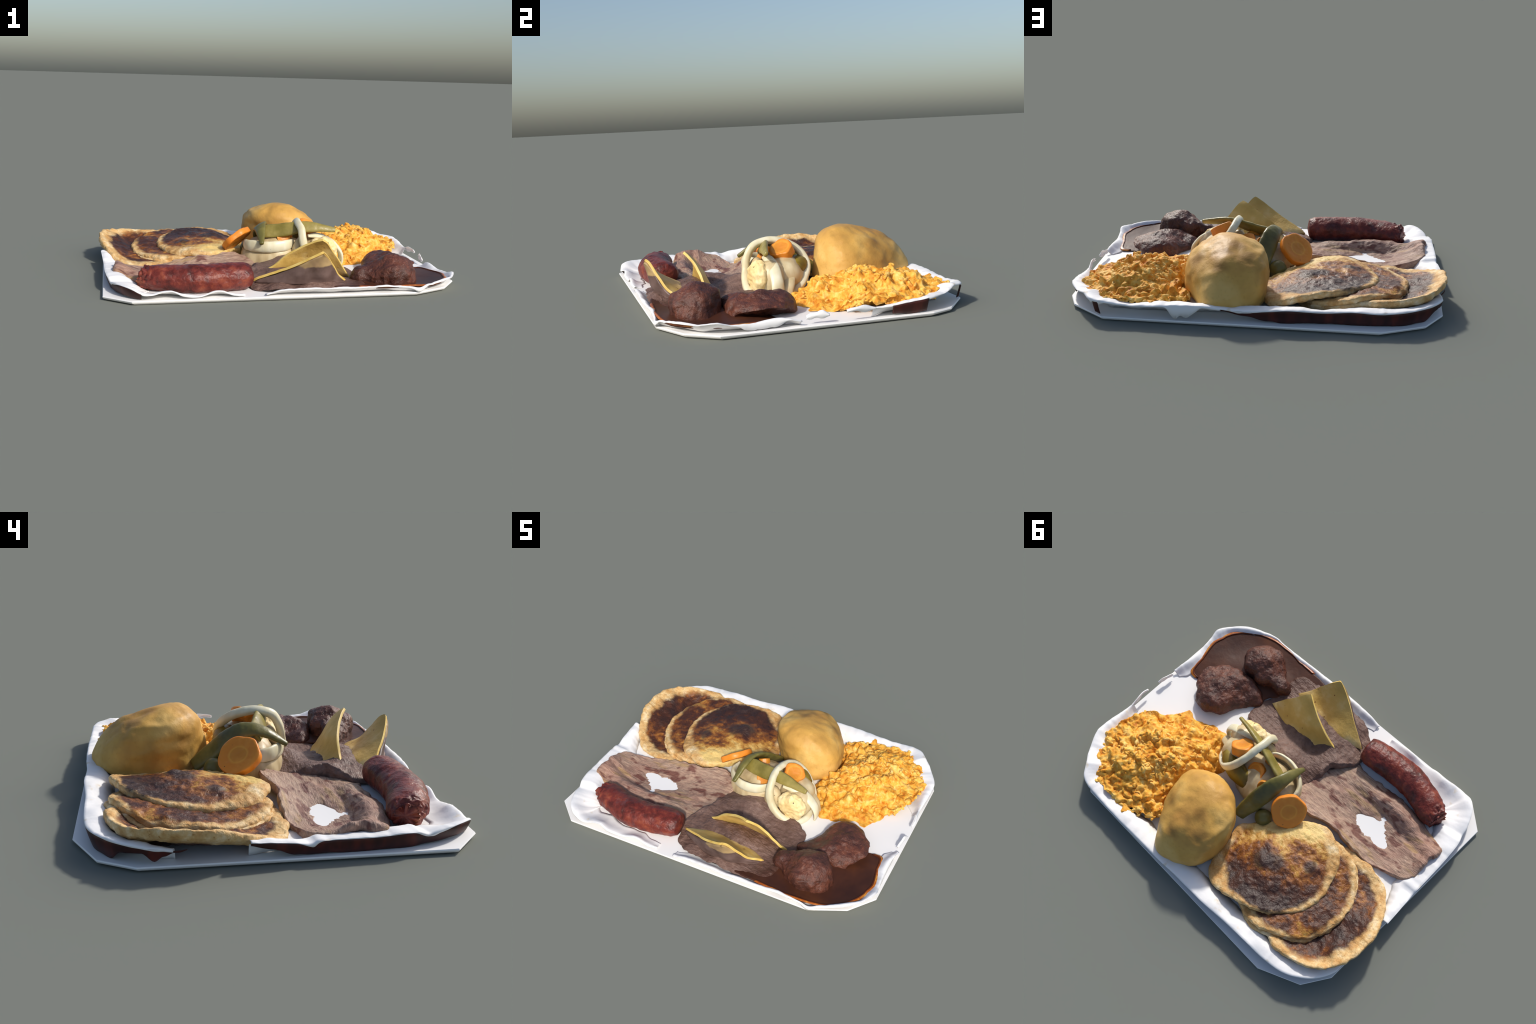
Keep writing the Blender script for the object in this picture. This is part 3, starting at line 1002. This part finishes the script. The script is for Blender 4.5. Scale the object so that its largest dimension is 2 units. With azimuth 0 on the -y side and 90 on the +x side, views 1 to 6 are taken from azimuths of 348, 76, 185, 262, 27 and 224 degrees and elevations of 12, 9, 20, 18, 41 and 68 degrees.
# ------------------------------------------------------------------ sausage
def build_sausage():
    sp = [(-.205, -.560, .098), (-.30, -.572, .096), (-.42, -.588, .094), (-.54, -.586, .092), (-.65, -.560, .092), (-.73, -.528, .092), (-.795, -.505, .090)]
    rad = [.062, .076, .079, .080, .080, .080, .081, .082, .083, .083, .083, .082, .081, .080, .078, .076, .072, .064, .050]
    rad = [(r * 0.93, r * 1.10) for r in rad]
    sp = [(x, y, z - 0.008) for x, y, z in sp]
    V, F = tube(sp, rad, nseg=150, nt=96)
    V = roughen(V, F, (0.006, 7, 3, 1.0), (0.0028, 28, 3, 2.0))
    # crumpled skin at the tied end
    c = np.array([-.80, -.503, .09])
    d = np.clip((-V[:, 0] - 0.70) / 0.1, 0, 1)
    n = normals_of(V, F)
    V = V + n * (d * (np.abs(fbm(V, 24, 3, 9.0)) * 0.030 - 0.012))[:, None]
    hole = np.linalg.norm((V - np.array([-.82, -.515, .105])) * [1, 1, 1], axis=1)
    V[:, 0] += 0.05 * np.exp(-(hole / 0.03) ** 2)
    V[:, 2] = np.maximum(V[:, 2], 0.0215)
    return new_object('sausage', V, F, mat_sausage())


tag(build_sausage(), 'fat dark red grilled sausage with shrivelled end', 'sausage')

# ------------------------------------------------------------------ mashed beans
def build_beans():
    out = [(.455, -.235), (.47, -.30), (.45, -.42), (.44, -.52), (.42, -.62), (.36, -.685), (.22, -.705), (.08, -.700), (-.05, -.690), (-.13, -.665), (-.19, -.615),
           (-.215, -.545), (-.23, -.48), (-.21, -.415), (-.15, -.345), (-.125, -.25), (-.10, -.13), (.02, -.12), (.15, -.12), (.30, -.16), (.40, -.20)]
    pts = [(.036, -.194, .106), (-.132, -.36, .102), (-.178, -.47, .066), (.119, -.214, .115), (.375, -.268, .052), (.377, -.62, .055), (.031, -.36, .064),
           (-.046, -.499, .082), (-.172, -.636, .024), (.06, -.70, .044), (.25, -.70, .046), (.18, -.33, .060), (.30, -.34, .042), (.40, -.39, .034),
           (-.05, -.25, .092), (-.07, -.15, .06), (.10, -.44, .108), (.20, -.47, .092), (.10, -.51, .095), (.0, -.49, .092), (.19, -.53, .080), (.28, -.50, .062), (.0, -.58, .052), (.10, -.58, .045), (.10, -.645, .072), (-.04, -.645, .066), (.24, -.650, .068),
           (.25, -.56, .042), (-.14, -.55, .06), (.45, -.30, .035), (.2, -.22, .08), (.43, -.52, .044), (.02, -.435, .104), (-.06, -.44, .098), (-.12, -.43, .085), (.33, -.5, .05)]
    h0 = tps(pts, 1e-4)
    V, F = patch(out, lambda x, y: np.maximum(h0(x, y), 0.028), floor, nt=300, nr=90, edge=0.06, center=(.13, -.42), wobble=0.014, wscale=14, seed=8)
    V = roughen(V, F, (0.005, 11, 4, 4.0), (0.003, 34, 3, 6.0))
    V[:, 2] = np.maximum(V[:, 2], 0.0212)
    return new_object('mashed_beans', V, F, mat_beans(), origin=np.array([0.12, -0.42, 0.02]))


tag(build_beans(), 'spread of purple brown mashed beans', 'refried beans')

# ------------------------------------------------------------------ stew
stew = thing('meat_stew', 'two dark brown stewed meat chunks in gravy', 'stew')
SAUCE = [(.912, -.20), (.935, -.30), (.955, -.40), (.945, -.50), (.905, -.58), (.84, -.645), (.76, -.69), (.66, -.712), (.53, -.712), (.42, -.708), (.30, -.706), (.22, -.69),
         (.22, -.62), (.34, -.52), (.45, -.40), (.47, -.33), (.56, -.25), (.70, -.20), (.83, -.19)]


def build_sauce():
    hs = tps([(.912, -.2, .032), (.955, -.4, .048), (.905, -.58, .050), (.66, -.712, .055), (.33, -.695, .056), (.8, -.47, .038), (.75, -.6, .038), (.5, -.62, .042), (.4, -.45, .036), (.6, -.3, .032), (.62, -.42, .066), (.50, -.43, .048),
              (.47, -.33, .03)], 1e-4)
    V, F = patch(SAUCE, hs, lambda x, y, t: np.maximum(t - 0.012, 0.0215), nt=260, nr=60, edge=0.03, center=(.64, -.47), wobble=0.006, wscale=26, seed=2)
    nt = 260
    o = closed_curve(SAUCE, nt)
    o2 = o.copy()
    # the orange oily margin is the outermost ring of the pool
    rimv = fbm(np.c_[o2, np.zeros(nt)], 12, 3, 6.0)
    cx, cy = .64, -.47
    side = np.array([1.0 if (p[0] > .36 and (p[1] < -.60 or p[0] > .86)) else 0.0 for p in o2])
    main = new_object('gravy', V, F, mat_sauce(), parent=stew)
    ring = []
    rows = 7
    for i in range(rows):
        u = i / (rows - 1)
        s = 0.955 + 0.014 * rimv + u * (0.070 + 0.014 * rimv)
        xy = np.c_[cx + (o2[:, 0] - cx) * s, cy + (o2[:, 1] - cy) * s]
        z = hs(xy[:, 0], xy[:, 1])
        z = z + 0.005 - 0.006 * u * u - (0.006 if i == 0 else 0.0)
        ring.append(np.c_[xy, np.maximum(z, 0.022)])
    RV = np.vstack(ring)
    RF = [f for f in grid_faces(rows, nt) if side[f[0] % nt] > 0 and side[f[1] % nt] > 0]
    red = Mat('reddish_gravy', rough=0.45, spec=0.25)
    red.color(red.ramp(red.noise(14, 4), [(0.3, '#4a2414'), (0.7, '#713514')]))
    mi = [0 if f[0] // nt >= 3 else 1 for f in RF]
    r = new_object('oily_margin', RV, RF, [mat_oil(), red], parent=stew, mat_index=mi)
    s = r.modifiers.new('thickness', 'SOLIDIFY')
    s.thickness = 0.003


build_sauce()
M_stew = mat_stew()


def chunk(out, pts, center, seed, edge, power):
    out = [(center[0] + (x - center[0]) * 0.97, center[1] + (y - center[1]) * 0.97) for x, y in out]
    pts = [(x, y, z - 0.008) for x, y, z in pts]
    h0 = tps(pts, 1e-4)
    V, F = patch(out, h0, floor, nt=200, nr=90, edge=edge, center=center, wobble=0.012, wscale=12, seed=seed, power=power, edge_mid=0.18)
    V = roughen(V, F, (0.016, 6, 3, seed + 1.0), (0.006, 18, 4, seed + 2.0))
    V[:, 2] = np.maximum(V[:, 2], 0.0212)
    new_object('meat_chunk', V, F, M_stew, parent=stew)


chunk([(.68, -.425), (.735, -.48), (.742, -.56), (.70, -.625), (.62, -.655), (.55, -.648), (.49, -.60), (.43, -.56), (.385, -.535), (.375, -.49), (.42, -.465), (.49, -.445), (.56, -.415), (.62, -.412)],
      [(.568, -.529, .195), (.556, -.625, .150), (.72, -.521, .150), (.406, -.509, .095), (.60, -.50, .200), (.69, -.58, .155), (.65, -.45, .168), (.48, -.50, .130), (.63, -.62, .148),
       (.48, -.57, .105), (.66, -.53, .190), (.54, -.45, .145), (.44, -.52, .115)], (.59, -.53), 3.0, 0.26, 3.0)
chunk([(.815, -.14), (.850, -.20), (.848, -.28), (.81, -.35), (.75, -.395), (.67, -.415), (.58, -.415), (.50, -.39), (.455, -.355), (.46, -.31), (.51, -.255), (.55, -.20), (.58, -.125), (.63, -.08), (.70, -.068), (.765, -.085)],
      [(.579, -.376, .112), (.785, -.175, .118), (.70, -.25, .148), (.80, -.24, .118), (.75, -.32, .120), (.65, -.33, .138), (.68, -.14, .125), (.60, -.18, .105), (.58, -.28, .090), (.50, -.34, .085),
       (.74, -.2, .140), (.66, -.39, .115)], (.69, -.24), 6.0, 0.32, 2.6)

# ------------------------------------------------------------------ tortilla chips
def chip(tip, right, left, base, bulge, name='tortilla_chip'):
    """Curved triangle: tip above, two free edges, lower edge buried in the beans."""
    n = 40
    R, Lf = open_curve([tip] + right, n), open_curve([tip] + left, n)
    B = open_curve(base, n)
    V = []
    for i in range(n):
        u = i / (n - 1)
        a, b = R[i], Lf[i]
        for j in range(n):
            v = j / (n - 1)
            straight = a + (b - a) * v
            bb = B[j]
            chord = B[0] + (B[-1] - B[0]) * v
            p = straight + (bb - chord) * u ** 1.6 + np.array(bulge) * 4 * v * (1 - v) * u * (1 - u) * 1.5
            V.append(p)
    V = np.array(V)
    V = V + np.c_[fbm(V, 9, 2, 1.0), fbm(V, 9, 2, 2.0), fbm(V, 9, 2, 3.0)] * 0.004
    F = grid_faces(n, n, closed=False)
    ob = new_object(name, V, F, [M_chip, M_chip_edge])
    s = ob.modifiers.new('thickness', 'SOLIDIFY')
    s.thickness = 0.013
    s.offset = 0
    s.material_offset_rim = 1
    bv = ob.modifiers.new('soft_edge', 'BEVEL')
    bv.width = 0.003
    bv.segments = 2
    bv.limit_method = 'ANGLE'
    return tag(ob, 'curved golden triangular corn tortilla chip', 'tortilla chip')


M_chip, M_chip_edge = mat_chip(), mat_chip_edge()
chip((.211, -.511, .273), [(.169, -.488, .256), (.100, -.454, .218), (.022, -.432, .172), (-.045, -.428, .110), (-.118, -.423, .068)],
     [(.240, -.492, .250), (.281, -.463, .200), (.333, -.44, .132), (.388, -.417, .058), (.41, -.40, .028)],
     [(-.118, -.423, .068), (.0, -.378, .055), (.10, -.352, .05), (.19, -.350, .045), (.28, -.360, .04), (.36, -.382, .035), (.41, -.40, .028)], (0, 0.0, 0.0))
chip((.162, -.704, .243), [(.145, -.706, .236), (.093, -.686, .206), (.014, -.648, .158), (-.068, -.605, .116), (-.149, -.56, .078), (-.178, -.543, .058)],
     [(.188, -.680, .220), (.238, -.643, .150), (.279, -.608, .100), (.326, -.558, .058), (.345, -.545, .04)],
     [(-.178, -.543, .058), (-.10, -.515, .06), (.0, -.49, .06), (.10, -.485, .055), (.20, -.495, .05), (.28, -.52, .045), (.345, -.545, .04)], (0, 0.0, 0.0))


def chip_fill(chipname):
    """Dark brown fill below the front chip, beige near its tip."""
    m = Mat('dark_underside', rough=0.45, spec=0.3)
    x, y, z = m.xyz()
    n = m.noise(14, 3, 0.5)
    k = m.step(m.math('ADD', z, m.math('MULTIPLY', m.math('SUBTRACT', n, 0.5), 0.05)), 0.120, 0.132)
    m.color(m.mix(k, m.ramp(m.noise(12, 4), [(0.3, '#54413a'), (0.7, '#75605a')]), m.ramp(m.noise(9, 3), [(0.3, '#8f7556'), (0.7, '#b59a6a')])))
    n = 30
    R = open_curve([(.160, -.704, .232), (.093, -.688, .196), (.014, -.650, .148), (-.068, -.607, .106), (-.149, -.562, .068), (-.172, -.545, .046)], n)
    Lf = open_curve([(.160, -.704, .232), (.186, -.682, .210), (.236, -.645, .140), (.277, -.610, .090), (.322, -.560, .050), (.340, -.547, .034)], n)
    B = open_curve([(-.172, -.545, .046), (-.09, -.600, .055), (.0, -.638, .058), (.10, -.655, .060), (.20, -.655, .058), (.28, -.605, .050), (.340, -.547, .034)], n)
    V = []
    for i in range(n):
        u = i / (n - 1)
        for j in range(n):
            v = j / (n - 1)
            V.append(R[i] + (Lf[i] - R[i]) * v + (B[j] - (B[0] + (B[-1] - B[0]) * v)) * u ** 1.5)
    V = np.array(V) + np.c_[fbm(np.array(V), 12, 3, 1.0), fbm(np.array(V), 12, 3, 2.0), 0 * np.array(V)[:, 0]] * 0.006
    ob = new_object('dark_underside', V, grid_faces(n, n, closed=False), m)
    s = ob.modifiers.new('thickness', 'SOLIDIFY')
    s.thickness = 0.02
    s.offset = 0
    return tag(ob, 'dark brown fill under the chip', 'refried beans')


chip_fill('front')

# ------------------------------------------------------------------ vegetables
def veg(name, V, F, mat, label, cat, origin=None):
    return tag(new_object(name, V, F, mat, origin=origin), label, cat)


def carrot(center, nrm, radius, thick, seed, squash=1.0, lobes=0.03):
    V, F, R = disc((0, 0, 0), (0, 0, 1), radius, thick, seed=seed, lobes=lobes, squash=squash)
    V = roughen(V, F, (0.0025, 20, 3, seed))
    me_ob = new_object('carrot_slice', V, F, M_carrot, origin=np.zeros(3))
    from mathutils import Matrix
    Fm = frame(nrm)
    m = Matrix([[Fm[r][c] for c in range(3)] for r in range(3)]).to_4x4()
    me_ob.location = Vector(center)
    me_ob.rotation_euler = m.to_euler()
    return tag(me_ob, 'thick round slice of orange cooked carrot', 'carrot slice')


carrot((-.170, .060, .170), (-.54, .43, .73), .098, .040, 1.0)
carrot((.256, -.006, .245), (.42, -.38, .80), .062, .058, 2.4, lobes=0.05)
carrot((.115, .025, .190), (.2, .5, .7), .055, .03, 4.0)
carrot((.025, .060, .195), (-.3, .5, .75), .036, .05, 5.0)
carrot((.09, -.075, .190), (.1, -.8, .5), .04, .03, 6.5)

# onion: big upright ring, stacked half rings, petals
RING = [(.180, -.040, .292), (.176, -.100, .285), (.182, -.148, .262), (.184, -.178, .212), (.198, -.192, .152), (.232, -.204, .104), (.285, -.206, .064), (.345, -.185, .040),
        (.392, -.125, .034), (.392, -.035, .040), (.370, .045, .066), (.330, .092, .112), (.280, .118, .160), (.230, .105, .220), (.195, .045, .270)]
V, F = ring_tube(RING, (.022, .019), axis=(.75, -.1, .62))
veg('onion_ring', roughen(V, F, (0.002, 14, 2, 1.0)), F, M_onion, 'large pale onion ring standing upright', 'onion ring')

V, F = tube([(-.125, .02, .150), (-.130, -.04, .155), (-.105, -.095, .158), (-.04, -.142, .158), (.04, -.155, .162), (.105, -.138, .168), (.145, -.10, .172)],
            [(.022, .010), (.032, .014), (.034, .015), (.034, .015), (.034, .015), (.033, .014), (.026, .010)], nseg=90, nt=28, wide=[(0, 0, 1), (.1, .1, 1)])
veg('onion_ring', roughen(V, F, (0.002, 16, 2, 3.0)), F, M_onion, 'curved pale cooked onion ring piece', 'onion ring')
V, F = tube([(-.13, .03, .095), (-.138, -.03, .085), (-.11, -.085, .075), (-.04, -.132, .080), (.04, -.148, .090), (.12, -.13, .098), (.17, -.09, .10)],
            [(.035, .012), (.045, .016), (.048, .018), (.048, .018), (.048, .018), (.045, .016), (.035, .012)], nseg=90, nt=28, wide=[(0.1, 0.1, 1), (.1, .1, 1)])
veg('onion_ring', roughen(V, F, (0.003, 16, 2, 5.0)), F, M_onion_warm, 'curved pale cooked onion ring piece', 'onion ring')
V, F = tube([(.235, -.10, .215), (.300, -.092, .214), (.352, -.085, .196), (.402, -.085, .165), (.440, -.085, .118), (.452, -.085, .07), (.445, -.08, .035)],
            [(.012, .008), (.022, .012), (.027, .013), (.028, .013), (.030, .013), (.032, .013), (.030, .010)], nseg=80, nt=24, wide=[(.1, .8, .5), (-.1, 1, 0.1)])
veg('onion_ring', roughen(V, F, (0.002, 16, 2, 6.0)), F, M_onion, 'curved pale cooked onion strip', 'onion ring')
V, F = tube([(.30, .02, .09), (.36, .0, .12), (.42, -.02, .09), (.445, -.03, .045)], [(.02, .008), (.03, .012), (.03, .012), (.02, .008)], nseg=50, nt=20, wide=(0, 1, .2))
veg('onion_ring', roughen(V, F, (0.002, 16, 2, 7.0)), F, M_onion_warm, 'curved pale cooked onion strip', 'onion ring')
V, F = ellipsoid((.325, -.085, .120), (.095, .075, .095))
veg('onion_heart', roughen(V, F, (0.006, 10, 3, 2.0)), F, M_onion_warm, 'rounded translucent inner onion layer', 'onion')
V, F = ellipsoid((.318, -.150, .128), (.088, .052, .088), 72, 48)
V = roughen(V, F, (0.012, 14, 3, 3.0), (0.006, 40, 3, 5.0))
veg('cauliflower_floret', V, F, M_cauli, 'cream coloured crumbly cauliflower piece', 'cauliflower')
V, F = ellipsoid((.06, .01, .085), (.205, .155, .125))
V = roughen(V, F, (0.012, 10, 3, 8.0))
V[:, 2] = np.maximum(V[:, 2], 0.0215)
veg('onion_heart', V, F, M_onion_warm, 'soft stewed onion heap below the vegetables', 'onion')

V, F = ellipsoid((.285, -.01, .115), (.105, .115, .105))
veg('onion_heart', roughen(V, F, (0.008, 10, 3, 4.0)), F, M_onion_warm, 'rounded translucent inner onion layer', 'onion')

V, F = ellipsoid((.185, -.130, .115), (.055, .045, .095))
veg('onion_heart', roughen(V, F, (0.005, 12, 3, 9.0)), F, M_onion_warm, 'rounded translucent inner onion layer', 'onion')

# green beans and pods
V, F = tube([(.395, -.126, .254), (.33, -.115, .262), (.26, -.104, .268), (.188, -.089, .266), (.09, -.066, .246), (.0, -.042, .234), (-.05, -.03, .228)],
            [(.014, .009), (.024, .012), (.034, .013), (.040, .014), (.044, .014), (.046, .014), (.036, .011)], nseg=90, nt=24,
            wide=[(.0, .55, .85), (.1, .6, .8)], flat=0.8)
veg('green_bean', roughen(V, F, (0.003, 14, 3, 2.0)), F, M_bean_green, 'flat olive green cooked bean strip', 'green bean')
V, F = tube([(-.060, -.172, .184), (-.056, -.14, .205), (-.050, -.09, .235), (-.044, -.03, .255), (-.032, .03, .248), (-.012, .10, .206), (.012, .17, .145), (.035, .25, .075)],
            [(.012, .009), (.024, .013), (.034, .015), (.048, .016), (.053, .017), (.053, .017), (.048, .016), (.036, .014)], nseg=90, nt=24,
            wide=[(.8, .0, .45), (.75, .05, .65)], flat=0.85)
veg('green_bean', roughen(V, F, (0.004, 12, 3, 4.0)), F, M_pod_green, 'broad dark green arched cooked pod', 'green bean')
V, F = tube([(.33, .045, .155), (.27, .075, .160), (.20, .092, .150), (.13, .090, .135), (.06, .072, .118)], [.034, .054, .056, .050, .036], nseg=60, nt=32)
veg('green_pepper', roughen(V, F, (0.004, 14, 3, 6.0)), F, M_pepper, 'chunky olive brown cooked pepper piece', 'green pepper')
V, F = ellipsoid((-.075, .165, .085), (.05, .05, .055))
veg('green_pepper', roughen(V, F, (0.004, 12, 3, 7.0)), F, M_pod_green, 'rounded dark green vegetable piece', 'green pepper')
